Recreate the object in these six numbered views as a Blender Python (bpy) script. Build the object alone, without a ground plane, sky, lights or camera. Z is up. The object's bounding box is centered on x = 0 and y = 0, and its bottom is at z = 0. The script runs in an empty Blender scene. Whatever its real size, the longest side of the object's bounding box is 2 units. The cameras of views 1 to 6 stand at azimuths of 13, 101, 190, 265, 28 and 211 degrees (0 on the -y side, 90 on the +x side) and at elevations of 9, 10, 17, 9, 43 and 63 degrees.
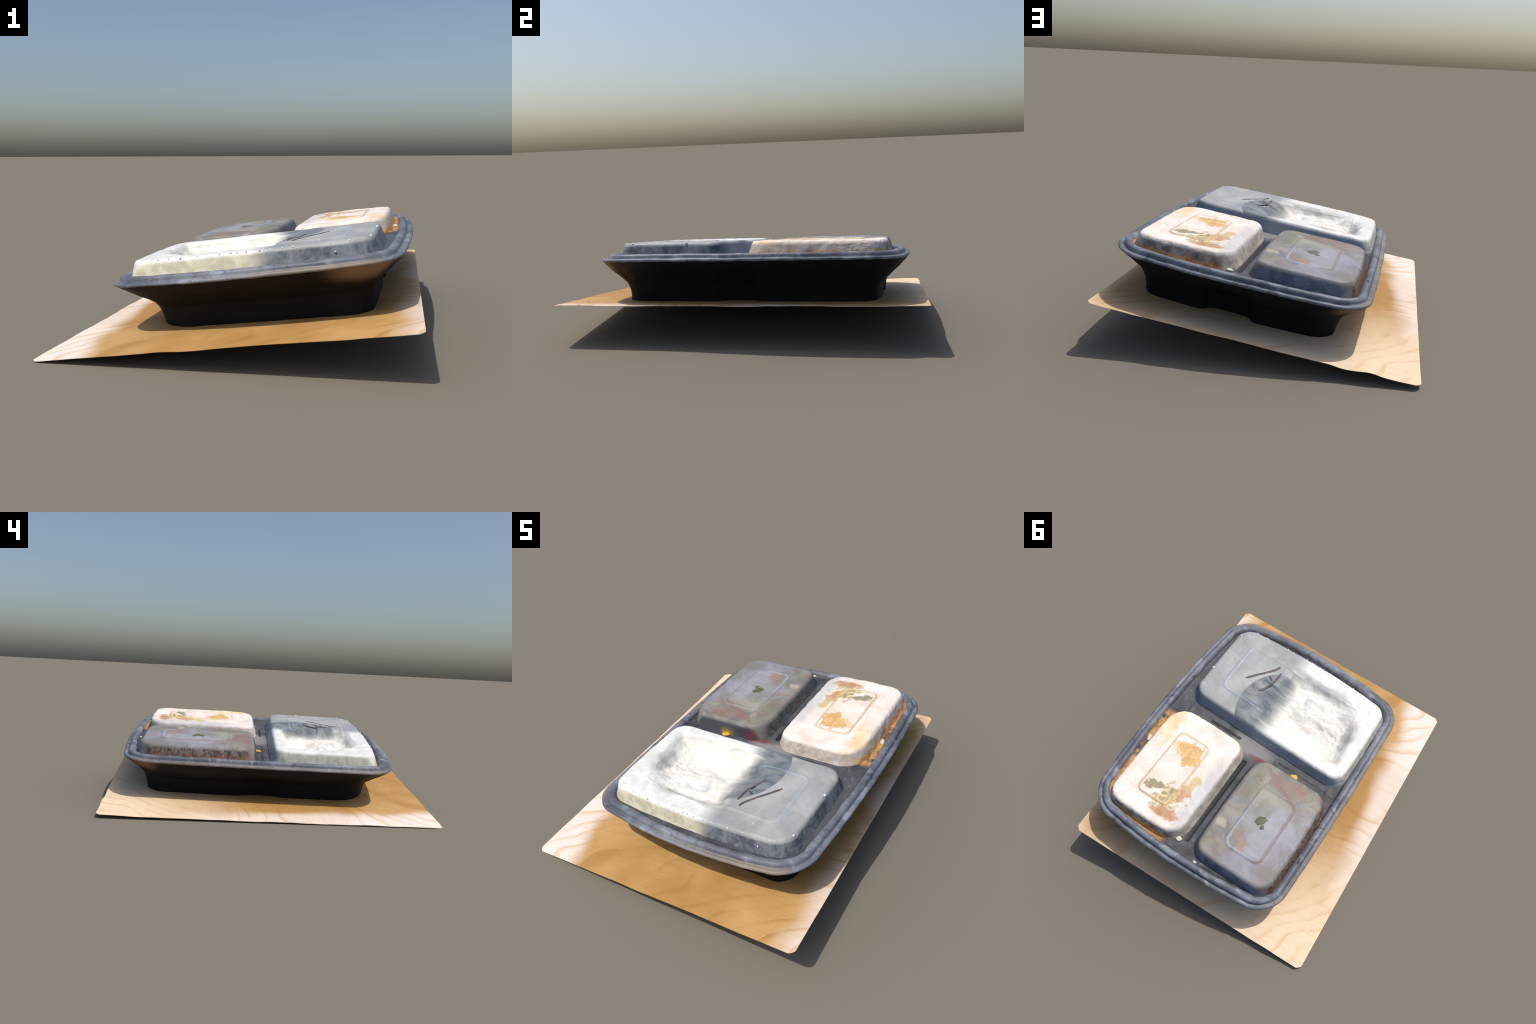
"""Three-compartment takeaway meal box (black tray, domed translucent lid) on a tilted wooden sheet."""
import bpy, math
import numpy as np
from mathutils import Matrix, Vector, noise as mn

# ------------------------------------------------------------------ frame
# everything is modelled on the top face of the tilted wooden sheet:
# X along the slope, Y across it, Z (called h) away from the sheet
ORIGIN = Vector((0.003, 0.003, 0.1205))
EX = Vector((1.582, 0.0, 0.215)).normalized()
EY = Vector((0.0, 1.985, 0.015)).normalized()
EZ = EX.cross(EY).normalized()
EY = EZ.cross(EX)
FRAME = Matrix(((EX.x, EY.x, EZ.x, ORIGIN.x), (EX.y, EY.y, EZ.y, ORIGIN.y),
                (EX.z, EY.z, EZ.z, ORIGIN.z), (0, 0, 0, 1)))

# the box stands turned a little on the sheet
TURN_AT = Vector((0.12, 0.04, 0.0))
BOX = FRAME @ Matrix.Translation(TURN_AT) @ Matrix.Rotation(math.radians(-1.6), 4, "Z") @ Matrix.Translation(-TURN_AT)
# where the marks seen on the sheet's axes come to lie on the turned box, dome by dome
SHIFT_RICE, SHIFT_CURRY, SHIFT_MEAT = (0.011, 0.003), (-0.012, 0.009), (-0.012, -0.008)


def sm(a, b, x):
    """smoothstep from 0 at a to 1 at b (a may be larger than b)"""
    t = np.clip((np.asarray(x, float) - a) / (b - a), 0, 1)
    return t * t * (3 - 2 * t)


def fnoise(P, scale, seed=0.0, octaves=3):
    """fractal Perlin noise at an (n, 3) array of points, about -1 .. 1"""
    return np.array([mn.fractal(Vector((p[0] * scale + seed, p[1] * scale - seed, p[2] * scale + 2 * seed)), 0.9, 2.0, octaves)
                     for p in P])


# ------------------------------------------------------------------ outlines
class Outline:
    """rounded rectangle with bulging sides; every outline has the same
    number of points per side and corner, so that any two can be lofted"""
    SIDE, CORNER = 56, 30

    def __init__(s, x0, x1, y0, y1, r, bx=0.0, by=0.0, skew=0.0):
        s.skew = skew                                          # slant of the high side
        s.x0, s.x1, s.y0, s.y1 = x0, x1, y0, y1
        s.r = r if isinstance(r, tuple) else (r,) * 4          # corners ++, -+, --, +-
        s.bx = bx if isinstance(bx, tuple) else (bx, bx)       # low side, high side
        s.by = by if isinstance(by, tuple) else (by, by)

    def grown(s, d):
        return Outline(s.x0 - d, s.x1 + d, s.y0 - d, s.y1 + d, tuple(max(r + d, 0.004) for r in s.r), s.bx, s.by, s.skew)

    def points(s):
        cx, cy, X, Y = (s.x0 + s.x1) / 2, (s.y0 + s.y1) / 2, (s.x1 - s.x0) / 2, (s.y1 - s.y0) / 2
        pts = []
        corners = [(1, 1), (-1, 1), (-1, -1), (1, -1)]
        for k, (sx, sy) in enumerate(corners):
            r, r2 = s.r[k], s.r[(k + 1) % 4]
            c = np.array([sx * (X - r), sy * (Y - r)])
            a = np.linspace(0, math.pi / 2, s.CORNER) + k * math.pi / 2
            arc = c + r * np.stack([np.cos(a), np.sin(a)], 1)
            nx, ny = corners[(k + 1) % 4]
            b = (k + 1) * math.pi / 2
            nxt = np.array([nx * (X - r2) + r2 * math.cos(b), ny * (Y - r2) + r2 * math.sin(b)])
            t = np.linspace(0, 1, s.SIDE + 2)[1:-1, None]
            pts += [arc, arc[-1] * (1 - t) + nxt * t]
        q = np.concatenate(pts)
        u, v = q[:, 0] / X, q[:, 1] / Y
        bx, by = np.where(u < 0, *s.bx), np.where(v < 0, *s.by)
        return np.stack([q[:, 0] - bx * u * v * v + cx, q[:, 1] - by * v * u * u + s.skew * u * np.maximum(v, 0) + cy], 1)


LIP = Outline(-0.546, 0.795, -0.823, 0.916, (0.175, 0.170, 0.145, 0.165), (0.014, 0.040), (0.070, 0.048))
FOOT = Outline(-0.394, 0.628, -0.648, 0.770, (0.09, 0.11, 0.22, 0.105), 0.010, (0.0, 0.03))
DOME_RICE = Outline(-0.436, 0.642, -0.680, -0.061, (0.075, 0.070, 0.065, 0.085), (0.008, 0.004), (0.030, 0.0), -0.009)
DOME_CURRY = Outline(0.181, 0.655, 0.084, 0.790, (0.075, 0.09, 0.06, 0.11), 0.004, 0.010)
DOME_MEAT = Outline(-0.432, 0.048, 0.096, 0.777, (0.060, 0.085, 0.075, 0.08), 0.010, 0.0)
PANEL_H, TOP_H = 0.241, 0.3215


# ------------------------------------------------------------------ mesh helpers
def new_object(name, verts, faces, mat, parent, smooth=True):
    me = bpy.data.meshes.new(name)
    me.from_pydata([tuple(v) for v in verts], [], [tuple(f) for f in faces])
    me.update()
    if smooth:
        me.polygons.foreach_set("use_smooth", [True] * len(me.polygons))
    me.materials.append(mat)
    ob = bpy.data.objects.new(name, me)
    bpy.context.scene.collection.objects.link(ob)
    if parent:
        ob.parent = parent
    return ob


def ring_faces(nr, n, start=0):
    f = []
    for i in range(nr - 1):
        a, b = start + i * n, start + (i + 1) * n
        f += [(a + j, a + (j + 1) % n, b + (j + 1) % n, b + j) for j in range(n)]
    return f


def loft(rings, cap_first=False, cap_last=False):
    n = len(rings[0])
    V = np.concatenate(rings)
    F = ring_faces(len(rings), n)
    if cap_first:
        V = np.concatenate([V, rings[0].mean(0)[None]])
        F += [((j + 1) % n, j, len(V) - 1) for j in range(n)]
    if cap_last:
        V = np.concatenate([V, rings[-1].mean(0)[None]])
        o = (len(rings) - 1) * n
        F += [(o + j, o + (j + 1) % n, len(V) - 1) for j in range(n)]
    return V, F


def ring3(q, h):
    return np.concatenate([q, np.broadcast_to(np.asarray(h, float).reshape(-1, 1), (len(q), 1))], 1)


def frame_ridge(x, y, c, half, r, width, height):
    """embossed rounded-rectangle bead"""
    dx, dy = np.abs(x - c[0]) - half[0] + r, np.abs(y - c[1]) - half[1] + r
    d = np.hypot(np.maximum(dx, 0), np.maximum(dy, 0)) + np.minimum(np.maximum(dx, dy), 0) - r
    return height * np.exp(-(d / width) ** 2) + 0.9 * height * sm(0.006, -0.008, d)


# ------------------------------------------------------------------ node helpers
class Nodes:
    """tiny expression layer over a material's node tree"""

    def __init__(s, name, rough=0.5, spec=0.3, shift=(0.0, 0.0)):
        s.mat = bpy.data.materials.new(name)
        s.mat.use_nodes = True
        s.nt = s.mat.node_tree
        s.bsdf = s.nt.nodes["Principled BSDF"]
        s.bsdf.inputs["Roughness"].default_value = rough
        s.bsdf.inputs["Specular IOR Level"].default_value = spec
        tc = s.nt.nodes.new("ShaderNodeTexCoord")
        mv = s.nt.nodes.new("ShaderNodeMapping")
        mv.inputs["Location"].default_value = (-shift[0], -shift[1], 0)
        s.nt.links.new(tc.outputs["Object"], mv.inputs[0])
        s.co = mv.outputs[0]
        sep = s.nt.nodes.new("ShaderNodeSeparateXYZ")
        s.nt.links.new(s.co, sep.inputs[0])
        s.x, s.y, s.z = sep.outputs

    def put(s, sock, v):
        if isinstance(v, bpy.types.NodeSocket):
            s.nt.links.new(v, sock)
        elif hasattr(sock.default_value, "__len__") and isinstance(v, (tuple, list)):
            sock.default_value = tuple(v) + ((1.0,) if len(sock.default_value) == 4 and len(v) == 3 else ())
        else:
            sock.default_value = v

    def m(s, op, a, b=0.0, c=0.0, clamp=False):
        n = s.nt.nodes.new("ShaderNodeMath")
        n.operation, n.use_clamp = op, clamp
        for k, v in enumerate((a, b, c)):
            s.put(n.inputs[k], v)
        return n.outputs[0]

    def add(s, a, b): return s.m("ADD", a, b)
    def sub(s, a, b): return s.m("SUBTRACT", a, b)
    def mul(s, a, b): return s.m("MULTIPLY", a, b)
    def mx(s, a, b): return s.m("MAXIMUM", a, b)

    def prod(s, *a):
        r = a[0]
        for v in a[1:]:
            r = s.mul(r, v)
        return r

    def step(s, a, b, v):
        n = s.nt.nodes.new("ShaderNodeMapRange")
        n.interpolation_type = "SMOOTHSTEP"
        lo, hi = (a, b) if a < b else (b, a)
        s.put(n.inputs[0], v)
        n.inputs[1].default_value, n.inputs[2].default_value = lo, hi
        n.inputs[3].default_value, n.inputs[4].default_value = (0, 1) if a < b else (1, 0)
        return n.outputs[0]

    def noise(s, scale, detail=4, rough=0.55, dist=0.0, stretch=(1, 1, 1), shift=(0, 0, 0), rot=0.0):
        mp = s.nt.nodes.new("ShaderNodeMapping")
        s.nt.links.new(s.co, mp.inputs[0])
        mp.inputs["Location"].default_value = shift
        mp.inputs["Rotation"].default_value = (0, 0, rot)
        mp.inputs["Scale"].default_value = stretch
        n = s.nt.nodes.new("ShaderNodeTexNoise")
        s.nt.links.new(mp.outputs[0], n.inputs["Vector"])
        n.inputs["Scale"].default_value, n.inputs["Detail"].default_value = scale, detail
        n.inputs["Roughness"].default_value, n.inputs["Distortion"].default_value = rough, dist
        return n.outputs[0]

    def voronoi(s, scale, stretch=(1, 1, 1)):
        mp = s.nt.nodes.new("ShaderNodeMapping")
        s.nt.links.new(s.co, mp.inputs[0])
        mp.inputs["Scale"].default_value = stretch
        n = s.nt.nodes.new("ShaderNodeTexVoronoi")
        s.nt.links.new(mp.outputs[0], n.inputs["Vector"])
        n.inputs["Scale"].default_value = scale
        return n.outputs["Distance"]

    def mix(s, f, a, b):
        n = s.nt.nodes.new("ShaderNodeMix")
        n.data_type = "RGBA"
        s.put(n.inputs[0], f)
        s.put(n.inputs[6], a)
        s.put(n.inputs[7], b)
        return n.outputs[2]

    def blob(s, cx, cy, rx, ry, soft=0.3, warp=None, amount=0.0, rot=0.0):
        """1 inside an ellipse on the plan, its edge frayed by a noise"""
        ca, sa = math.cos(rot), math.sin(rot)
        dx, dy = s.sub(s.x, cx), s.sub(s.y, cy)
        u = s.add(s.mul(dx, ca / rx), s.mul(dy, sa / rx))
        v = s.add(s.mul(dx, -sa / ry), s.mul(dy, ca / ry))
        d = s.m("SQRT", s.add(s.mul(u, u), s.mul(v, v)))
        if warp is not None:
            d = s.add(d, s.mul(s.sub(warp, 0.5), amount))
        return s.step(1 + soft, 1 - soft, d)

    def box(s, x0, x1, y0, y1, soft=0.02, warp=None, amount=0.0):
        x, y = s.x, s.y
        if warp is not None:
            w = s.mul(s.sub(warp, 0.5), amount)
            x, y = s.add(x, w), s.add(y, w)
        return s.prod(s.step(x0 - soft, x0 + soft, x), s.step(x1 + soft, x1 - soft, x),
                      s.step(y0 - soft, y0 + soft, y), s.step(y1 + soft, y1 - soft, y))

    def frame(s, c, half, r, width, warp=None, amount=0.0):
        """1 along a rounded-rectangle line"""
        dx = s.add(s.sub(s.m("ABSOLUTE", s.sub(s.x, c[0])), half[0]), r)
        dy = s.add(s.sub(s.m("ABSOLUTE", s.sub(s.y, c[1])), half[1]), r)
        px, py = s.mx(dx, 0.0), s.mx(dy, 0.0)
        d = s.m("SQRT", s.add(s.mul(px, px), s.mul(py, py)))
        d = s.sub(s.add(d, s.m("MINIMUM", s.mx(dx, dy), 0.0)), r)
        if warp is not None:
            d = s.add(d, s.mul(s.sub(warp, 0.5), amount))
        return s.step(width, width * 0.35, s.m("ABSOLUTE", d))

    def done(s, col, bump=None, strength=0.2, dist=0.004):
        s.put(s.bsdf.inputs["Base Color"], col)
        if bump is not None:
            b = s.nt.nodes.new("ShaderNodeBump")
            b.inputs["Strength"].default_value, b.inputs["Distance"].default_value = strength, dist
            s.nt.links.new(bump, b.inputs["Height"])
            s.nt.links.new(b.outputs[0], s.bsdf.inputs["Normal"])
        return s.mat


# ------------------------------------------------------------------ materials
def wood_material():
    n = Nodes("pale_maple_wood", 0.6, 0.15)
    big = n.noise(2.2, 3, shift=(3.1, 1.7, 0))
    wob = n.noise(2.4, 2, shift=(5, 5, 0))
    # growth rings run aslant: v counts across the grain, bent by a slow noise
    ca, sa = math.cos(0.61), math.sin(0.61)
    v = n.add(n.mul(n.x, -sa), n.mul(n.y, ca))
    bend = n.noise(2.1, 2, 0.4, 0.2, stretch=(0.75, 1.25, 1), rot=-0.61, shift=(0.4, 2.2, 0))
    v = n.add(v, n.mul(n.sub(bend, 0.5), 0.46))
    saw = n.m("FRACT", n.mul(n.add(v, n.mul(n.noise(1.3, 1, shift=(8, 8, 0)), 0.6)), 9.0))
    line = n.mul(n.step(0.58, 0.93, saw), n.step(1.0, 0.93, saw))
    patchy = n.step(0.42, 0.62, n.noise(3.3, 3, shift=(2, 9, 0)))
    fine = n.noise(7, 6, 0.65, stretch=(0.9, 9, 1), rot=-0.61)
    base = n.mix(n.step(0.35, 0.65, big), (0.44, 0.242, 0.078), (0.55, 0.330, 0.132))
    # paler margin: left edge and front left corner, the far left quarter, the corners on the right
    w2 = n.mul(n.sub(wob, 0.5), 0.22)
    xw, yw = n.add(n.x, w2), n.add(n.y, w2)
    left = n.mul(n.step(-0.575, -0.71, n.add(n.add(xw, n.mul(n.step(-0.75, -1.0, n.y), -0.05)), n.mul(n.step(-0.45, 0.05, n.y), 0.07))), n.mx(n.step(-0.15, -0.55, n.y), 0.8))
    far_left = n.mul(n.step(0.26, 0.98, n.add(n.mul(yw, 0.85), n.mul(xw, -0.35))), 0.95)
    right = n.mul(n.step(0.69, 0.86, n.add(xw, n.mul(n.step(-0.80, -1.0, n.y), 0.05))), 0.8)
    back = n.mul(n.step(0.86, 1.0, yw), 0.7)
    pale = n.mx(n.mx(left, far_left), n.mx(right, back))
    light = n.mix(n.step(0.25, 0.6, n.y), (0.82, 0.72, 0.64), (0.80, 0.64, 0.455))
    col = n.mix(pale, base, light)
    dark = n.mix(pale, (0.36, 0.185, 0.055), (0.66, 0.41, 0.20))
    col = n.mix(n.prod(line, n.mx(patchy, 0.2), 0.62), col, dark)
    col = n.mix(n.mul(n.step(0.45, 0.72, fine), 0.30), col, dark)
    return n.done(col, fine, 0.04, 0.002)


def tray_material():
    n = Nodes("black_plastic", 0.55, 0.12)
    w = n.noise(7, 4)
    col = n.mix(n.noise(4, 3, shift=(2, 2, 2)), (0.006, 0.0065, 0.009), (0.013, 0.013, 0.015))
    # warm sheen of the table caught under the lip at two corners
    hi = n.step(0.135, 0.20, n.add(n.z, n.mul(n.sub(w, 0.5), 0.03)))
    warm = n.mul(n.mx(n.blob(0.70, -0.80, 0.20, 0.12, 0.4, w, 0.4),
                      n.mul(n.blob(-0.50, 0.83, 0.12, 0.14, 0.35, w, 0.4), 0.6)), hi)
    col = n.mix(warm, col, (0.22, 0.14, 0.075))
    return n.done(col, w, 0.05)


def rim_material():
    n = Nodes("smoky_blue_plastic", 0.45, 0.25)
    a = n.noise(3.5, 4, 0.55, 0.6)
    b = n.noise(22, 4, 0.6, 0.5, shift=(1, 4, 2))
    c = n.noise(9, 4, 0.6, 0.9, shift=(6, 1, 2))
    col = n.mix(n.step(0.32, 0.68, a), (0.100, 0.108, 0.132), (0.20, 0.215, 0.25))
    col = n.mix(n.mul(n.step(0.50, 0.70, c), 0.5), col, (0.36, 0.39, 0.45))
    col = n.mix(n.mul(n.step(0.46, 0.34, b), 0.6), col, (0.05, 0.056, 0.072))
    # beige tint on the lower lip of the front and left sides
    lowz = n.step(0.2475, 0.240, n.z)
    side = n.mx(n.mul(n.step(-0.70, -0.76, n.y), n.step(-0.2, 0.5, n.x)), n.mul(n.step(-0.46, -0.50, n.x), 0.5))
    col = n.mix(n.prod(lowz, side, 0.8), col, (0.27, 0.215, 0.165))
    return n.done(col, b, 0.08)


def panel_material():
    n = Nodes("smoky_lid_plastic", 0.50, 0.2)
    a = n.noise(5, 5, 0.6, 0.8, shift=(7, 1, 0))
    b = n.noise(26, 4, 0.65, 0.6)
    w = n.noise(14, 4, 0.6, 0.3, shift=(3, 8, 0))
    col = n.mix(n.step(0.3, 0.7, a), (0.035, 0.039, 0.046), (0.095, 0.100, 0.112))
    col = n.mix(n.mul(n.step(0.55, 0.8, b), 0.5), col, (0.30, 0.31, 0.34))
    # pale patch in the middle of the cross, darker towards the meat
    col = n.mix(n.mul(n.blob(0.14, 0.03, 0.15, 0.07, 0.4, w, 0.3), 0.8), col, (0.27, 0.26, 0.26))
    # slots and the groove between the two small compartments
    col = n.mix(n.mul(n.box(0.112, 0.140, 0.13, 0.76, 0.004), 0.9), col, (0.012, 0.014, 0.016))
    col = n.mix(n.mul(n.box(0.235, 0.46, 0.012, 0.030, 0.005), 0.85), col, (0.02, 0.02, 0.022))
    col = n.mix(n.mul(n.box(-0.40, -0.05, 0.022, 0.034, 0.004), 0.7), col, (0.03, 0.03, 0.033))
    # orange sauce around the curry
    sauce = n.mx(n.mul(n.box(0.64, 0.74, 0.12, 0.48, 0.03, w, 0.10), n.step(0.40, 0.55, w)),
                 n.mx(n.box(0.63, 0.72, 0.48, 0.80, 0.03, w, 0.06), n.box(0.24, 0.70, 0.795, 0.86, 0.02, w, 0.06)))
    sc = n.mix(n.step(0.35, 0.65, b), (0.46, 0.20, 0.055), (0.62, 0.36, 0.12))
    col = n.mix(n.mul(sauce, 0.85), col, sc)
    # reddish brown under the left edge, wine red and yellow in front of the meat
    red = n.box(-0.50, -0.43, 0.22, 0.72, 0.02, w, 0.08)
    col = n.mix(n.mul(red, 0.75), col, n.mix(n.step(0.4, 0.6, b), (0.06, 0.035, 0.03), (0.24, 0.10, 0.065)))
    col = n.mix(n.mul(n.blob(0.0, 0.085, 0.12, 0.022, 0.4, w, 0.5), 0.8), col, (0.16, 0.035, 0.032))
    return n.done(col, b, 0.08)


def rice_dome_colour(n):
    a = n.noise(4, 5, 0.6, 0.7)
    b = n.noise(16, 5, 0.65, 0.8, shift=(2, 5, 1))
    speck = n.noise(60, 3, 0.7)
    grey = n.mix(n.step(0.3, 0.7, a), (0.29, 0.30, 0.30), (0.43, 0.43, 0.415))
    grey = n.mix(n.mul(n.step(0.55, 0.75, speck), 0.25), grey, (0.50, 0.52, 0.55))
    # darker mottled lower walls of the empty end
    wall = n.step(0.313, 0.298, n.z)
    streak = n.noise(13, 5, 0.65, 0.8, stretch=(1.5, 1.5, 1), shift=(1, 1, 1))
    grey = n.mix(wall, grey, n.mix(n.step(0.38, 0.66, streak), (0.085, 0.098, 0.118), (0.22, 0.235, 0.25)))
    grey = n.mix(n.prod(wall, n.step(-0.09, -0.05, n.y), 0.75), grey, (0.15, 0.20, 0.29))  # reflected sky blue painted into the back wall
    # packed rice end
    xw = n.add(n.x, n.mul(n.sub(b, 0.5), 0.05))
    white = n.mix(n.step(0.35, 0.7, b), (0.68, 0.67, 0.63), (0.84, 0.83, 0.80))
    white = n.mix(n.mul(n.step(0.52, 0.70, a), 0.45), white, (0.66, 0.64, 0.59))
    cream = n.mix(n.step(0.35, 0.65, b), (0.52, 0.48, 0.34), (0.70, 0.66, 0.50))
    front = n.step(-0.655, -0.675, n.y)
    cream_wall = n.mul(wall, n.mx(front, 0.35))
    white = n.mix(n.prod(wall, n.step(-0.44, -0.46, n.x), 0.85), white, n.mix(n.step(0.35, 0.65, streak), (0.25, 0.27, 0.28), (0.50, 0.50, 0.47)))
    white = n.mix(cream_wall, white, cream)
    col = n.mix(n.step(0.23, 0.10, xw), grey, white)
    # sky reflection painted blue-grey on the back wall of the whole dome
    col = n.mix(n.prod(wall, n.step(-0.075, -0.05, n.y), 0.7), col, (0.20, 0.25, 0.33))
    # shade painted on the hollow's right side, ending at a round arc
    shade_disc = n.prod(n.blob(0.17, -0.23, 0.205, 0.27, 0.012), n.step(0.06, 0.22, n.add(n.x, n.mul(n.sub(b, 0.5), 0.10))), n.mx(n.step(0.306, 0.312, n.z), n.step(-0.12, -0.16, n.y)))
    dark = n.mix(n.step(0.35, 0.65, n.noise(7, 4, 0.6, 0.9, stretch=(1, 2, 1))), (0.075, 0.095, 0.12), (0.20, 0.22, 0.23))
    col = n.mix(n.mul(shade_disc, 0.85), col, dark)
    return col, a, b


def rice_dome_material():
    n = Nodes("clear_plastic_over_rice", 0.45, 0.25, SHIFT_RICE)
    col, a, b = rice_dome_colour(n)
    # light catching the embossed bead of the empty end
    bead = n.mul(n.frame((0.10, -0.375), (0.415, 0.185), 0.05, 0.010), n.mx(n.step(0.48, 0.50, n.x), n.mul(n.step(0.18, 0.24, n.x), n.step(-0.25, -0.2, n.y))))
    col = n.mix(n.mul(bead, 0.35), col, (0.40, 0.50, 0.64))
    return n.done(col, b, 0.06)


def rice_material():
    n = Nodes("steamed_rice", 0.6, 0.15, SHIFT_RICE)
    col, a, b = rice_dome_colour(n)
    sub = n.noise(30, 4, 0.7, 0.5)
    white = n.mix(n.step(0.3, 0.7, sub), (0.72, 0.68, 0.60), (0.86, 0.84, 0.80))
    white = n.mix(n.mul(n.step(0.58, 0.74, n.noise(13, 4, 0.6, 0.4, shift=(9, 1, 1))), 0.6), white, (0.78, 0.62, 0.40))
    white = n.mix(n.mul(n.step(0.60, 0.74, n.noise(6, 4, 0.6, 0.7, shift=(4, 2, 1))), 0.7), white, (0.52, 0.53, 0.52))
    inner = n.box(-0.36, 0.10, -0.56, -0.07, 0.03, b, 0.1)
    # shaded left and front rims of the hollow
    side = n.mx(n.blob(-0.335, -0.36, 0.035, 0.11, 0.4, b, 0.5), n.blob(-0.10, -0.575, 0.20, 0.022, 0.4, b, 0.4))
    col = n.mix(inner, col, white)
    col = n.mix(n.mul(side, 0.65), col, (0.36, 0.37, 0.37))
    return n.done(col, sub, 0.25, 0.006)


def curry_material():
    n = Nodes("clear_plastic_over_creamy_curry", 0.48, 0.22, SHIFT_CURRY)
    a = n.noise(6, 5, 0.6, 0.6, shift=(1, 2, 3))
    b = n.noise(20, 5, 0.65, 0.7)
    w = n.noise(15, 5, 0.65, 0.4, shift=(6, 3, 0))
    col = n.mix(n.step(0.3, 0.7, a), (0.74, 0.63, 0.54), (0.90, 0.83, 0.76))
    col = n.mix(n.mul(n.step(0.5, 0.75, b), 0.4), col, (0.78, 0.66, 0.55))
    # grey film along the inner edge and the right back corner
    col = n.mix(n.mul(n.blob(0.215, 0.52, 0.05, 0.30, 0.5, w, 0.3), 0.6), col, (0.46, 0.47, 0.50))
    # foamy back edge
    foam = n.mul(n.step(0.56, 0.68, n.add(n.y, n.mul(n.sub(n.x, 0.4), 0.35))), n.step(0.30, 0.45, n.x))
    fo = n.voronoi(75, (1, 0.6, 1))
    col = n.mix(n.mul(foam, n.step(0.25, 0.06, fo)), col, (0.52, 0.46, 0.42))
    # stains
    gold = n.mix(n.step(0.35, 0.7, b), (0.60, 0.32, 0.09), (0.78, 0.52, 0.22))
    col = n.mix(n.mul(n.blob(0.418, 0.318, 0.075, 0.080, 0.10, w, 2.6, 0.3), 0.9), col, gold)
    col = n.mix(n.mul(n.blob(0.490, 0.300, 0.05, 0.04, 0.3, w, 3.0), 0.6), col, gold)
    olive = n.mix(n.step(0.4, 0.62, n.noise(16, 5, 0.7, 1.2)), (0.30, 0.24, 0.10), (0.70, 0.55, 0.28))
    col = n.mix(n.mul(n.blob(0.365, 0.625, 0.075, 0.090, 0.3, w, 3.6, -0.5), 0.9), col, olive)
    col = n.mix(n.mul(n.blob(0.320, 0.700, 0.07, 0.030, 0.4, w, 4.0, 0.2), 0.8), col, (0.48, 0.24, 0.13))
    col = n.mix(n.mul(n.blob(0.288, 0.50, 0.028, 0.11, 0.4, w, 3.6, -0.15), 0.8), col, n.mix(n.step(0.47, 0.56, n.y), (0.58, 0.42, 0.16), (0.50, 0.24, 0.13)))
    dark_fleck = n.mul(n.blob(0.455, 0.585, 0.06, 0.024, 0.3, w, 5.0, 0.5), 0.8)
    col = n.mix(dark_fleck, col, (0.22, 0.19, 0.10))
    col = n.mix(n.mul(n.blob(0.63, 0.20, 0.06, 0.13, 0.5, w, 4.0), 0.6), col, (0.78, 0.50, 0.20))
    # golden line of the embossed frame
    line = n.frame((0.440, 0.440), (0.105, 0.225), 0.035, 0.011, b, 0.012)
    col = n.mix(n.mul(line, 0.65), col, (0.60, 0.40, 0.19))
    # walls: brownish grey streaks and sauce at the foot
    wall = n.step(0.312, 0.297, n.z)
    streak = n.noise(20, 5, 0.7, 0.3, stretch=(0.8, 0.8, 0.6), shift=(2, 2, 0))
    wc = n.mix(n.step(0.35, 0.65, streak), (0.30, 0.255, 0.215), (0.56, 0.50, 0.43))
    col = n.mix(n.mul(wall, 0.75), col, wc)
    col = n.mix(n.prod(wall, n.step(0.76, 0.80, n.y), n.step(0.36, 0.62, streak)), col, (0.16, 0.125, 0.12))
    foot = n.mul(n.step(0.278, 0.256, n.add(n.z, n.mul(n.sub(w, 0.5), 0.07))), n.mx(n.step(0.63, 0.67, n.x), n.step(0.77, 0.80, n.y)))
    col = n.mix(n.mul(foot, 0.85), col, n.mix(n.step(0.4, 0.6, b), (0.42, 0.17, 0.045), (0.66, 0.40, 0.12)))
    bump = n.add(n.mul(n.prod(foam, fo), 1.5), b)
    return n.done(col, bump, 0.22, 0.006)


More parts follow.
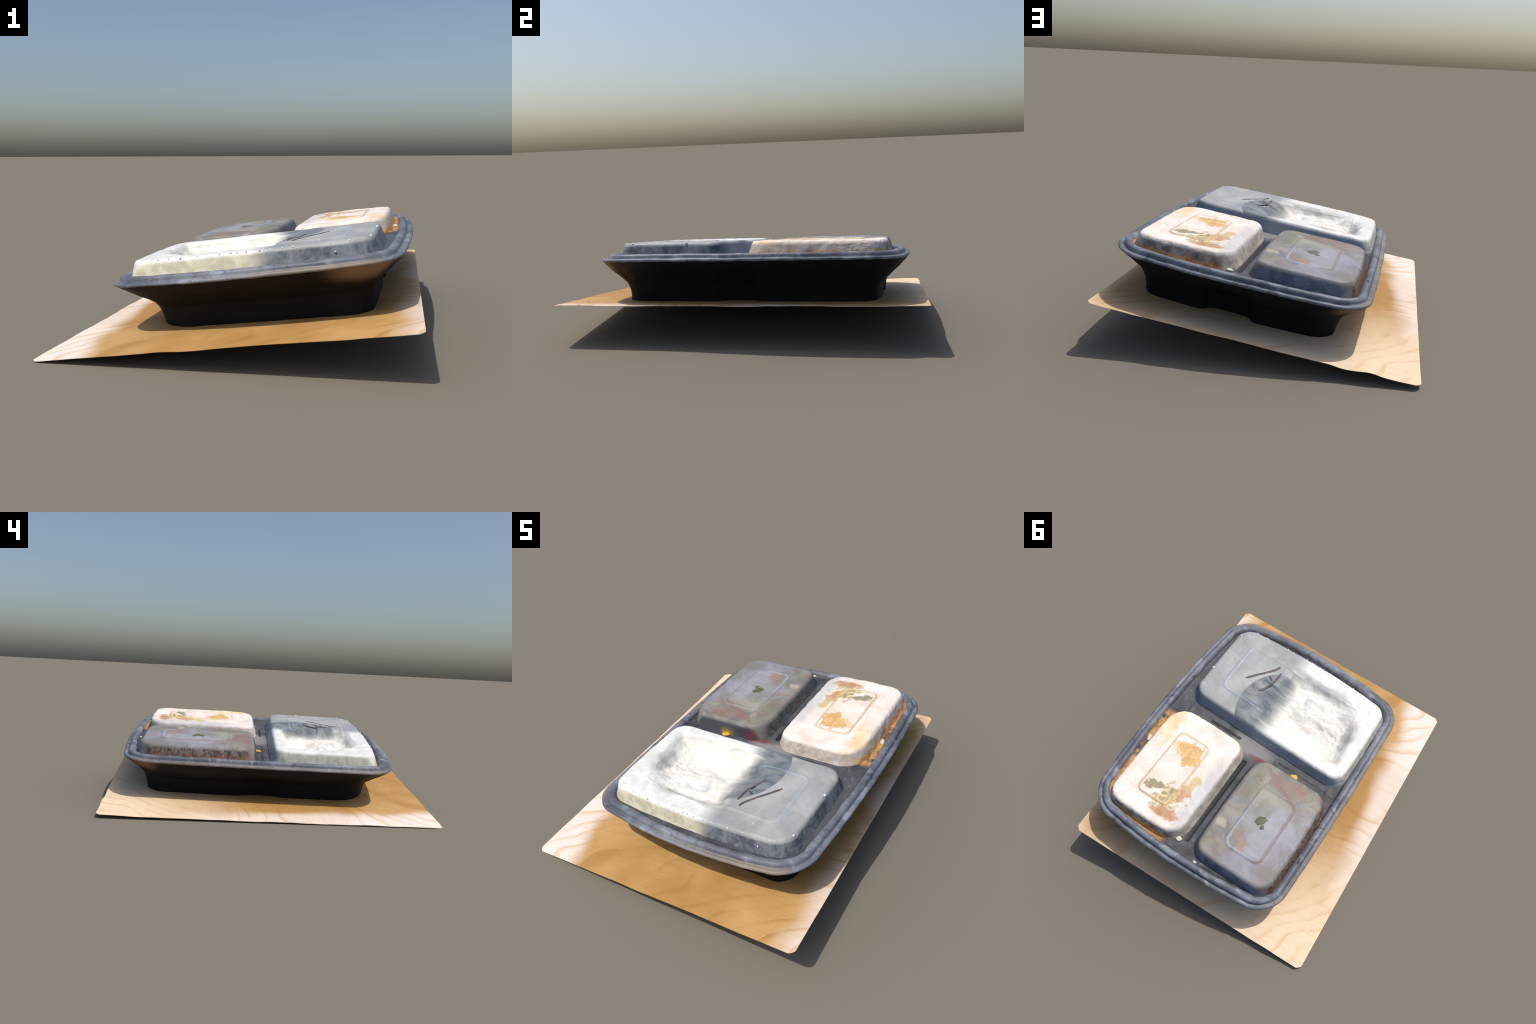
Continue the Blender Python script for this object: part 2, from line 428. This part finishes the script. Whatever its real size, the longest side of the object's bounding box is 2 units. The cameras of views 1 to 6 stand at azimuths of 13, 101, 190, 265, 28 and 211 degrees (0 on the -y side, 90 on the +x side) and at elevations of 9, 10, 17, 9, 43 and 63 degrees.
def meat_material():
    n = Nodes("clear_plastic_over_braised_meat", 0.45, 0.22, SHIFT_MEAT)
    a = n.noise(4.5, 5, 0.6, 0.8, shift=(4, 0, 1))
    b = n.noise(17, 5, 0.65, 1.0, shift=(0, 3, 1))
    w = n.noise(15, 5, 0.65, 0.6, shift=(8, 3, 0))
    col = n.mix(n.step(0.3, 0.7, a), (0.215, 0.218, 0.240), (0.35, 0.355, 0.41))
    # the near end and the inner side show olive vegetables and reddish strips
    near = n.step(0.48, 0.18, n.add(n.y, n.mul(n.sub(a, 0.5), 0.3)))
    inner = n.step(-0.26, -0.02, n.x)
    food = n.mx(near, n.mul(inner, 0.8))
    col = n.mix(n.mul(food, 0.75), col, n.mix(n.step(0.38, 0.62, n.noise(9, 3, 0.5, 0.6)), (0.145, 0.135, 0.115), (0.25, 0.235, 0.165)))
    strips = n.step(0.54, 0.64, n.noise(10, 3, 0.5, 1.0, stretch=(1, 1.9, 1), rot=0.7))
    col = n.mix(n.prod(strips, n.mx(food, 0.15), 0.6), col, (0.25, 0.135, 0.110))
    col = n.mix(n.mul(n.blob(-0.22, 0.17, 0.11, 0.05, 0.5, w, 0.8), 0.5), col, (0.27, 0.15, 0.13))
    col = n.mix(n.mul(n.blob(-0.12, 0.285, 0.12, 0.055, 0.5, w, 0.8), 0.65), col, (0.34, 0.325, 0.225))
    col = n.mix(n.mul(n.blob(0.0, 0.26, 0.05, 0.10, 0.5, w, 0.8), 0.5), col, (0.17, 0.165, 0.10))
    col = n.mix(n.mul(n.blob(-0.115, 0.61, 0.06, 0.06, 0.4, w, 3.0), 0.75), col, (0.19, 0.115, 0.085))
    col = n.mix(n.mul(n.blob(-0.155, 0.635, 0.020, 0.055, 0.4, w, 3.0, 0.4), 0.7), col, (0.40, 0.19, 0.10))
    pink = n.step(0.58, 0.72, n.noise(7, 4, 0.6, 0.8, shift=(2, 7, 0)))
    col = n.mix(n.mul(pink, 0.55), col, (0.42, 0.33, 0.32))
    col = n.mix(n.mul(n.blob(0.025, 0.58, 0.03, 0.025, 0.4, w, 3.5), 0.6), col, (0.52, 0.44, 0.32))
    # bluish light line around the shoulder and the frame
    centre = n.box(-0.29, -0.075, 0.26, 0.66, 0.02, b, 0.03)
    col = n.mix(n.mul(centre, 0.22), col, (0.42, 0.42, 0.40))
    brown = n.step(0.50, 0.66, n.noise(5.5, 3, 0.5, 0.5, shift=(1, 6, 0)))
    col = n.mix(n.mul(brown, 0.4), col, (0.215, 0.155, 0.135))
    olive = n.step(0.54, 0.68, n.noise(6.5, 3, 0.5, 0.5, shift=(8, 2, 0)))
    col = n.mix(n.prod(olive, 0.45), col, (0.185, 0.18, 0.12))
    ring = n.frame((-0.182, 0.460), (0.120, 0.215), 0.045, 0.009, b, 0.006)
    col = n.mix(n.mul(ring, 0.6), col, n.mix(n.step(-0.20, -0.28, n.x), n.mix(n.step(0.3, 0.6, n.y), (0.30, 0.28, 0.29), (0.42, 0.47, 0.58)), (0.27, 0.18, 0.14)))
    # walls
    wall = n.step(0.312, 0.297, n.z)
    fib = n.noise(38, 5, 0.75, 1.2, stretch=(1, 1, 0.6))
    leftw = n.mix(n.step(0.4, 0.62, fib), (0.055, 0.045, 0.042), (0.26, 0.21, 0.185))
    low = n.step(0.285, 0.262, n.add(n.z, n.mul(n.sub(w, 0.5), 0.04)))
    leftw = n.mix(n.mul(low, 0.6), leftw, n.mix(n.step(0.45, 0.6, b), (0.10, 0.05, 0.04), (0.30, 0.13, 0.08)))
    col = n.mix(n.prod(wall, n.step(-0.40, -0.43, n.x)), col, leftw)
    col = n.mix(n.prod(wall, n.step(0.78, 0.80, n.y), 0.8), col, n.mix(n.step(0.4, 0.6, b), (0.085, 0.10, 0.15), (0.17, 0.20, 0.27)))
    col = n.mix(n.prod(wall, n.step(0.055, 0.075, n.x), 0.8), col, n.mix(n.step(0.4, 0.6, fib), (0.03, 0.035, 0.045), (0.12, 0.13, 0.14)))
    fw = n.mul(wall, n.step(0.105, 0.085, n.y))
    frontc = n.mix(n.step(-0.14, -0.06, n.x), (0.075, 0.078, 0.085), n.mix(n.step(0.45, 0.6, w), (0.05, 0.05, 0.07), (0.15, 0.04, 0.045)))
    frontc = n.mix(n.mul(n.blob(-0.175, 0.07, 0.030, 0.08, 0.7, w, 3.0), n.step(0.285, 0.235, n.z)), frontc, (0.42, 0.27, 0.03))
    col = n.mix(fw, col, frontc)
    return n.done(col, n.mul(n.mul(wall, fib), 1.5), 0.12)


def plain(name, dark, light, scale=20, rough=0.5, spec=0.3):
    n = Nodes(name, rough, spec)
    return n.done(n.mix(n.step(0.3, 0.7, n.noise(scale, 3)), dark, light))


# ------------------------------------------------------------------ the wooden sheet
def build_board():
    hx0, hx1, hy0, hy1, cut = -0.806, 0.801, -1.001, 0.998, 0.022
    nx, ny, thick = 120, 150, 0.002
    us, vs = np.linspace(0, 1, nx), np.linspace(0, 1, ny)
    V = []
    for v in vs:
        for u in us:
            x, y = hx0 + (hx1 - hx0) * u, hy0 + (hy1 - hy0) * v
            # trimmed corners: pull points beyond the cut line back onto it
            ax, ay = min(x - hx0, hx1 - x), min(y - hy0, hy1 - y)
            e = cut - (ax + ay)
            if e > 0:
                x += math.copysign(e / 2, (hx0 + hx1) / 2 - x)
                y += math.copysign(e / 2, (hy0 + hy1) / 2 - y)
            edge = math.exp(-min(ax, ay) / 0.05)
            wob = mn.fractal(Vector((x * 5, y * 5, 0.3)), 1.0, 2.0, 2)
            h = -0.0035 * edge + 0.004 * edge * wob
            h += 0.003 * math.exp(-((x + 0.78) ** 2 + (y - 0.99) ** 2) / 0.004)
            # slight ripple of the far edge towards its left end
            h += 0.008 * math.exp(-((x + 0.575) / 0.05) ** 2) * math.exp(-(hy1 - y) / 0.06)
            h -= 0.005 * math.exp(-((x + 0.455) / 0.05) ** 2) * math.exp(-(hy1 - y) / 0.06)
            V.append((x, y, h))
    F = []
    for j in range(ny - 1):
        for i in range(nx - 1):
            a = j * nx + i
            F.append((a, a + 1, a + nx + 1, a + nx))
    m = len(V)
    V += [(x, y, h - thick) for x, y, h in V]
    F += [tuple(k + m for k in reversed(f)) for f in F[:]]
    border = [*range(nx), *[j * nx + nx - 1 for j in range(1, ny)], *[(ny - 1) * nx + i for i in range(nx - 2, -1, -1)], *[j * nx for j in range(ny - 2, 0, -1)]]
    for k, a in enumerate(border):
        b = border[(k + 1) % len(border)]
        F.append((a, a + m, b + m, b))
    ob = new_object("wooden_board", V, F, wood_material(), None)
    ob.matrix_world = FRAME
    ob.data.set_sharp_from_angle(angle=0.7)
    ob["label"] = "thin tilted rectangular sheet of pale maple wood grain"
    ob["category"] = "wooden board"
    return ob


# ------------------------------------------------------------------ tray
def build_tray(root):
    lip, foot = LIP.points(), FOOT.points()
    prof = [(0.00, 0.000), (0.005, 0.012), (0.02, 0.035), (0.05, 0.06), (0.10, 0.085), (0.17, 0.108), (0.27, 0.13),
            (0.39, 0.15), (0.54, 0.169), (0.68, 0.188), (0.82, 0.205), (0.94, 0.218), (0.985, 0.226)]
    straight = [(0.0, 0.0), (0.05, 0.05), (0.16, 0.10), (0.47, 0.13), (0.77, 0.165), (0.94, 0.20), (0.985, 0.226)]
    hs = np.linspace(0, 0.226, 44)
    wc = np.interp(hs, [p[1] for p in prof], [p[0] for p in prof])
    wf = np.interp(hs, [p[1] for p in straight], [p[0] for p in straight])
    # the long left wall and the back wall flare earlier than the front and the corners
    full = np.clip(sm(-0.30, -0.38, foot[:, 0]) * sm(0.62, 0.30, np.abs(foot[:, 1] - 0.14))
                   + 0.45 * sm(-0.58, -0.63, foot[:, 1])
                   + 0.5 * sm(0.68, 0.74, foot[:, 1]) * sm(0.50, 0.30, np.abs(foot[:, 0] - 0.12)), 0, 1)[:, None]
    rings = []
    for w0, w1, h in zip(wc, wf, hs):
        w = w0 * (1 - full) + w1 * full
        q = foot * (1 - w) + lip * w
        # hollows where the moulded compartments part
        k = float(sm(0.20, 0.10, h))
        x, y = q[:, 0].copy(), q[:, 1].copy()
        q[:, 1] -= 0.060 * k * np.exp(-np.abs((x - 0.145) / 0.120) ** 8) * (y > 0.5)
        q[:, 0] -= 0.050 * k * np.exp(-np.abs((y - 0.020) / 0.100) ** 8) * (x > 0.4)
        q[:, 0] += 0.028 * k * np.exp(-np.abs((y - 0.030) / 0.120) ** 4) * (x < -0.2)
        P = ring3(q, h)
        c = np.array([0.12, 0.02])
        d = (q - c) / np.linalg.norm(q - c, axis=1)[:, None]
        P[:, :2] += d * (0.004 * fnoise(P, 9, 3.0, 2))[:, None]
        rings.append(P)
    V, F = loft(rings, cap_first=True)
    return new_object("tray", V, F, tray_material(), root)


def build_rim(root):
    """double-rolled edge: lower lip, crease, upper roll, inner slope"""
    prof = [(0.016, 0.222), (0.004, 0.2245), (-0.001, 0.229), (0.000, 0.2355), (0.007, 0.2410), (0.015, 0.2415),
            (0.022, 0.2385), (0.0255, 0.2400), (0.027, 0.248), (0.030, 0.257), (0.036, 0.2625), (0.046, 0.265), (0.056, 0.263),
            (0.063, 0.258), (0.068, 0.252), (0.070, 0.246)]
    rings = []
    for d, h in prof:
        q = LIP.grown(-d).points()
        P = ring3(q, h)
        k = float(sm(0.222, 0.235, h)) * 0.8 + 0.2
        P[:, 2] += 0.0022 * k * fnoise(P, 11, 1.0, 3)
        nz = fnoise(P, 16, 5.0, 2)
        c = np.array([0.12, 0.02])
        dr = (q - c) / np.linalg.norm(q - c, axis=1)[:, None]
        P[:, :2] += dr * (0.0028 * nz)[:, None]
        rings.append(P)
    V, F = loft(rings)
    return new_object("lid_rim", V, F, rim_material(), root)


def build_panel(root):
    """flat web of the lid between the domes, with pressed slots"""
    edge = LIP.grown(-0.066).points()
    c = edge.mean(0)
    nr = 130
    rings = []
    for i in range(nr):
        t = 1 - i / nr
        rings.append(ring3(c + (edge - c) * t, 0.0))
    V, F = loft(rings, cap_last=True)
    x, y = V[:, 0], V[:, 1]

    def bar(x0, x1, y0, y1, s=0.006):
        return sm(x0 - s, x0 + s, x) * sm(x1 + s, x1 - s, x) * sm(y0 - s, y0 + s, y) * sm(y1 + s, y1 - s, y)
    step = np.append(np.repeat(np.arange(nr), len(edge)), nr)
    h = np.full(len(V), PANEL_H - 0.001) + 0.014 * sm(2.6, -0.5, step)
    h -= 0.007 * bar(0.114, 0.138, 0.13, 0.76)
    h += 0.004 * bar(0.22, 0.62, 0.000, 0.042) - 0.009 * bar(0.235, 0.60, 0.012, 0.030)
    h += 0.004 * bar(-0.42, -0.03, 0.006, 0.046) - 0.007 * bar(-0.40, -0.05, 0.021, 0.034)
    # the web sinks between the domes
    h -= 0.006 * bar(0.06, 0.20, 0.10, 0.76, 0.05) + 0.002 * bar(-0.36, 0.60, -0.04, 0.06, 0.05) + 0.006 * bar(0.05, 0.35, -0.02, 0.05, 0.04)
    h += 0.0018 * fnoise(V, 12, 2.0, 3)
    V[:, 2] = h
    # the web is open under each dome
    def under(f):
        p = V[list(f), :2].mean(0)
        return any(d.x0 + 0.03 < p[0] < d.x1 - 0.03 and d.y0 + 0.03 < p[1] < d.y1 - 0.03 for d in (DOME_RICE, DOME_CURRY, DOME_MEAT))
    F = [f for f in F if not under(f)]
    used = sorted({k for f in F for k in f})
    idx = {k: i for i, k in enumerate(used)}
    V, F = V[used], [tuple(idx[k] for k in f) for f in F]
    return new_object("lid_panel", V, F, panel_material(), root)


# ------------------------------------------------------------------ domes
DOME_PROFILE = [(0.046, 0.205), (0.042, 0.220), (0.039, 0.232), (0.035, 0.241), (0.031, 0.250), (0.027, 0.260), (0.024, 0.270), (0.021, 0.280),
                (0.0175, 0.290), (0.0145, 0.299), (0.0115, 0.3065), (0.0080, 0.3130), (0.0035, 0.3180), (-0.002, 0.3207), (-0.008, 0.3217), (-0.014, 0.3217)]


def rice_relief(x, y):
    r = frame_ridge(x, y, (0.10, -0.375), (0.415, 0.185), 0.05, 0.007, 0.0035)
    # scan fault: hollow where the clear lid was seen through, its border wavy
    w = fnoise(np.stack([x, y, np.zeros_like(x)], 1), 7, 9.0, 2)
    w2 = fnoise(np.stack([x, y, np.zeros_like(x)], 1), 7, 15.0, 2)
    x, y = x + 0.030 * w, y + 0.026 * w2
    hollow = sm(0.25, 0.11, x) * sm(-0.385, -0.27, x) * sm(-0.605, -0.51, y) * sm(-0.105, -0.165, y)
    hollow *= 1 - 0.9 * sm(-0.18, -0.31, x) * sm(-0.40, -0.52, y)
    # trench along its back and left, a pit by the empty end
    pit = sm(-0.38, -0.31, x) * sm(0.14, 0.02, x) * sm(-0.37, -0.25, y) * sm(-0.110, -0.165, y)
    left = sm(-0.38, -0.32, x) * sm(-0.24, -0.30, x) * sm(-0.40, -0.31, y) * sm(-0.110, -0.165, y)
    pit = np.maximum(np.maximum(pit, 0.7 * left), 0.75 * np.exp(-((x - 0.215) / 0.055) ** 2 - ((y + 0.300) / 0.11) ** 2))
    return r * (1 - hollow) - 0.056 * hollow - 0.044 * pit, np.maximum(hollow, pit)


def curry_relief(x, y):
    return frame_ridge(x, y, (0.440, 0.440), (0.105, 0.225), 0.035, 0.006, 0.0040), np.zeros_like(x)


def meat_relief(x, y):
    return frame_ridge(x, y, (-0.182, 0.460), (0.120, 0.215), 0.045, 0.007, 0.0045), np.zeros_like(x)


def build_dome(root, name, outline, relief, shift, mat, rough, seed, split_mat=None):
    rings = []
    for d, h in DOME_PROFILE:
        rings.append(ring3(outline.grown(d).points(), h))
    nw = len(rings)
    edge = outline.grown(-0.014).points()
    c = np.array([(outline.x0 + outline.x1) / 2, (outline.y0 + outline.y1) / 2])
    # the rings shrink to a short medial line, which keeps quads even
    span = np.array([outline.x1 - outline.x0, outline.y1 - outline.y0])
    core = np.clip((edge - c), -np.maximum(span / 2 - span.min() / 2 + 0.02, 0.02), np.maximum(span / 2 - span.min() / 2 + 0.02, 0.02)) * 0.9 + c
    nt = 90
    for i in range(1, nt + 1):
        t = i / nt
        rings.append(ring3(edge * (1 - t) + core * t, TOP_H))
    V, F = loft(rings, cap_last=True)
    top = np.concatenate([np.repeat(np.arange(len(rings)), len(edge)), [len(rings)]]) >= nw - 2
    r, hollow = relief(V[:, 0] - shift[0], V[:, 1] - shift[1])
    V[top, 2] += r[top]
    # uneven film and food pressing against it
    n1, n2 = fnoise(V, 7, seed, 3), fnoise(V, 26, seed + 3, 3)
    amp = np.where(V[:, 2] < 0.246, 0.15, 1.0)
    V[:, 2] += amp * (rough * 0.55 * n1 + rough * 0.35 * n2)
    cc = V[:, :2] - c
    dr = cc / (np.linalg.norm(cc, axis=1)[:, None] + 1e-6)
    wallness = np.where(top, 0.0, 1.0)
    V[:, :2] += dr * (wallness * rough * (0.5 * n2 + 0.25 * fnoise(V, 45, seed + 7, 2)))[:, None]
    if split_mat is not None:
        V[:, 2] += hollow * (0.010 * fnoise(V, 11, 4.0, 3) + 0.005 * fnoise(V, 32, 6.0, 2))
    if split_mat is None:
        return new_object(name, V, F, mat, root)
    # one smooth surface, divided by region into dome and rice
    inside = [hollow[list(f)].mean() > 0.35 for f in F]
    whole = bpy.data.meshes.new("whole")
    whole.from_pydata([tuple(v) for v in V], [], F)
    whole.polygons.foreach_set("use_smooth", [True] * len(F))
    normals = np.zeros(len(V) * 3)
    whole.vertex_normals.foreach_get("vector", normals)
    normals = normals.reshape(-1, 3)
    bpy.data.meshes.remove(whole)
    out = []
    for nm, mt, keep in ((name, mat, False), ("rice", split_mat, True)):
        faces = [f for f, i in zip(F, inside) if i == keep]
        used = sorted({k for f in faces for k in f})
        idx = {k: i for i, k in enumerate(used)}
        ob = new_object(nm, V[used], [tuple(idx[k] for k in f) for f in faces], mt, root)
        ob.data.normals_split_custom_set_from_vertices([tuple(v) for v in normals[used]])
        out.append(ob)
    return out[0]


# ------------------------------------------------------------------ small things
def surface_height(relief, seed, rough, x, y):
    r, _ = relief(np.array([x]), np.array([y]))
    return TOP_H + float(r[0]) + 0.001


def pen_stroke(root, pts, width, mat):
    """flat-oval ink line following a smooth path over the dome"""
    p = np.array(pts, float)
    t = np.linspace(0, len(p) - 1, 40)
    xy = np.stack([np.interp(t, range(len(p)), p[:, k]) for k in (0, 1)], 1)
    for _ in range(12):
        xy[1:-1] = 0.25 * xy[:-2] + 0.5 * xy[1:-1] + 0.25 * xy[2:]
    rings = []
    tan = np.gradient(xy, axis=0)
    tan /= np.linalg.norm(tan, axis=1)[:, None]
    nor = np.stack([-tan[:, 1], tan[:, 0]], 1)
    for i, (q, d) in enumerate(zip(xy, nor)):
        s = min(1.0, 0.35 + 0.25 * min(i, 39 - i)) * width / 2
        h = surface_height(rice_relief, 0, 0, *q)
        a = np.linspace(0, 2 * math.pi, 9)[:-1]
        rings.append(np.stack([q[0] + d[0] * s * np.cos(a), q[1] + d[1] * s * np.cos(a), h + 0.0022 * np.sin(a)], 1))
    V, F = loft(rings, cap_first=True, cap_last=True)
    V[:, 0] += SHIFT_RICE[0]
    V[:, 1] += SHIFT_RICE[1]
    return new_object("pen_stroke", V, F, mat, root)


def blob_mesh(name, seed, lump=0.25):
    """unit lump, flattened later by the object's scale"""
    import bmesh
    bm = bmesh.new()
    bmesh.ops.create_icosphere(bm, subdivisions=3, radius=1.0)
    for v in bm.verts:
        v.co *= 1 + lump * mn.fractal(v.co * 1.3 + Vector((seed, 0, 0)), 1.0, 2.0, 2)
    me = bpy.data.meshes.new(name)
    bm.to_mesh(me)
    bm.free()
    me.polygons.foreach_set("use_smooth", [True] * len(me.polygons))
    return me


def place(name, mesh, root, x, y, h, sx, sy, sz, rot=0.0):
    ob = bpy.data.objects.new(name, mesh)
    bpy.context.scene.collection.objects.link(ob)
    ob.parent = root
    ob.location, ob.scale, ob.rotation_euler = (x, y, h), (sx, sy, sz), (0, 0, rot)
    return ob


def build_container():
    root = bpy.data.objects.new("meal_container", None)
    bpy.context.scene.collection.objects.link(root)
    root.matrix_world = BOX
    root["label"] = "black three-compartment takeaway meal tray with clear domed lid"
    root["category"] = "food container"
    build_tray(root)
    build_rim(root)
    build_panel(root)
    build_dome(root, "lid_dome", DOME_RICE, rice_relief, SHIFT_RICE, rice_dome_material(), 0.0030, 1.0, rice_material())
    build_dome(root, "lid_dome", DOME_CURRY, curry_relief, SHIFT_CURRY, curry_material(), 0.0048, 2.0)
    build_dome(root, "lid_dome", DOME_MEAT, meat_relief, SHIFT_MEAT, meat_material(), 0.0010, 3.0)
    ink = plain("faded_marker_ink", (0.085, 0.068, 0.068), (0.125, 0.10, 0.10))
    pen_stroke(root, [(0.281, -0.529), (0.290, -0.498), (0.342, -0.425), (0.372, -0.391), (0.421, -0.324)], 0.015, ink)
    pen_stroke(root, [(0.250, -0.494), (0.250, -0.440), (0.258, -0.385), (0.280, -0.335), (0.303, -0.296)], 0.013, ink)
    pen_stroke(root, [(0.268, -0.411), (0.282, -0.416), (0.299, -0.430)], 0.012, ink)
    # condensation drops along the shoulder of the rice dome
    rng = np.random.default_rng(7)
    drop = blob_mesh("droplet", 1.0, 0.05)
    drop.materials.append(plain("water_drop", (0.50, 0.53, 0.57), (0.80, 0.82, 0.84), 60, 0.08, 0.6))
    for t in (-0.30, -0.25, -0.19, -0.10, 0.00, 0.045, 0.085, 0.13, 0.18, 0.225, 0.29, 0.33, 0.40, 0.47, 0.555):
        u = (t - 0.1) / 0.54
        y = DOME_RICE.y0 + 0.030 * u * u - 0.003 + rng.uniform(-0.002, 0.004)
        s = rng.uniform(0.0035, 0.0060)
        place("droplet", drop, root, t + rng.uniform(-0.01, 0.01), y, 0.3175, s, s, s)
    for x, y, h, s in ((0.640, -0.585, 0.3175, 0.0065), (0.646, -0.27, 0.3175, 0.008), (0.425, -0.60, 0.3225, 0.005),
                       (0.50, -0.692, 0.281, 0.0045)):
        place("droplet", drop, root, x, y, h, s, s, s * 0.9)
    # scraps of food on the web of the lid and under the film
    yellow = blob_mesh("food_crumb", 3.0)
    yellow.materials.append(plain("egg_yellow", (0.55, 0.30, 0.03), (0.75, 0.52, 0.10), 30))
    pale = blob_mesh("food_crumb", 5.0)
    pale.materials.append(plain("pale_crumb", (0.50, 0.50, 0.34), (0.70, 0.70, 0.55), 30))
    place("food_crumb", yellow, root, -0.185, 0.052, PANEL_H + 0.002, 0.024, 0.018, 0.006, 0.4)
    place("food_crumb", yellow, root, 0.172, 0.61, 0.252, 0.006, 0.016, 0.006, 0.2)
    place("food_crumb", pale, root, 0.166, 0.772, PANEL_H + 0.001, 0.017, 0.016, 0.008)
    place("food_crumb", pale, root, 0.700, 0.345, PANEL_H + 0.003, 0.012, 0.025, 0.008, 0.3)
    place("food_crumb", pale, root, 0.01, 0.838, PANEL_H + 0.003, 0.012, 0.009, 0.005)
    leaf = blob_mesh("herb_leaf", 8.0, 0.35)
    leaf.materials.append(plain("dark_green_herb", (0.085, 0.085, 0.045), (0.15, 0.145, 0.085), 40))
    place("herb_leaf", leaf, root, -0.184, 0.432, TOP_H + 0.0035, 0.040, 0.024, 0.004, 0.9)
    place("herb_leaf", leaf, root, -0.208, 0.467, TOP_H + 0.004, 0.012, 0.014, 0.004, 0.2)
    # dark lump added on the left rim to stand for a slot
    slot = blob_mesh("dark_slot_patch", 2.0, 0.02)
    slot.materials.append(plain("slot_shadow", (0.02, 0.022, 0.026), (0.03, 0.03, 0.035)))
    place("dark_slot_patch", slot, root, -0.493, 0.505, 0.2615, 0.006, 0.040, 0.004, 0.02)
    return root


build_board()
build_container()
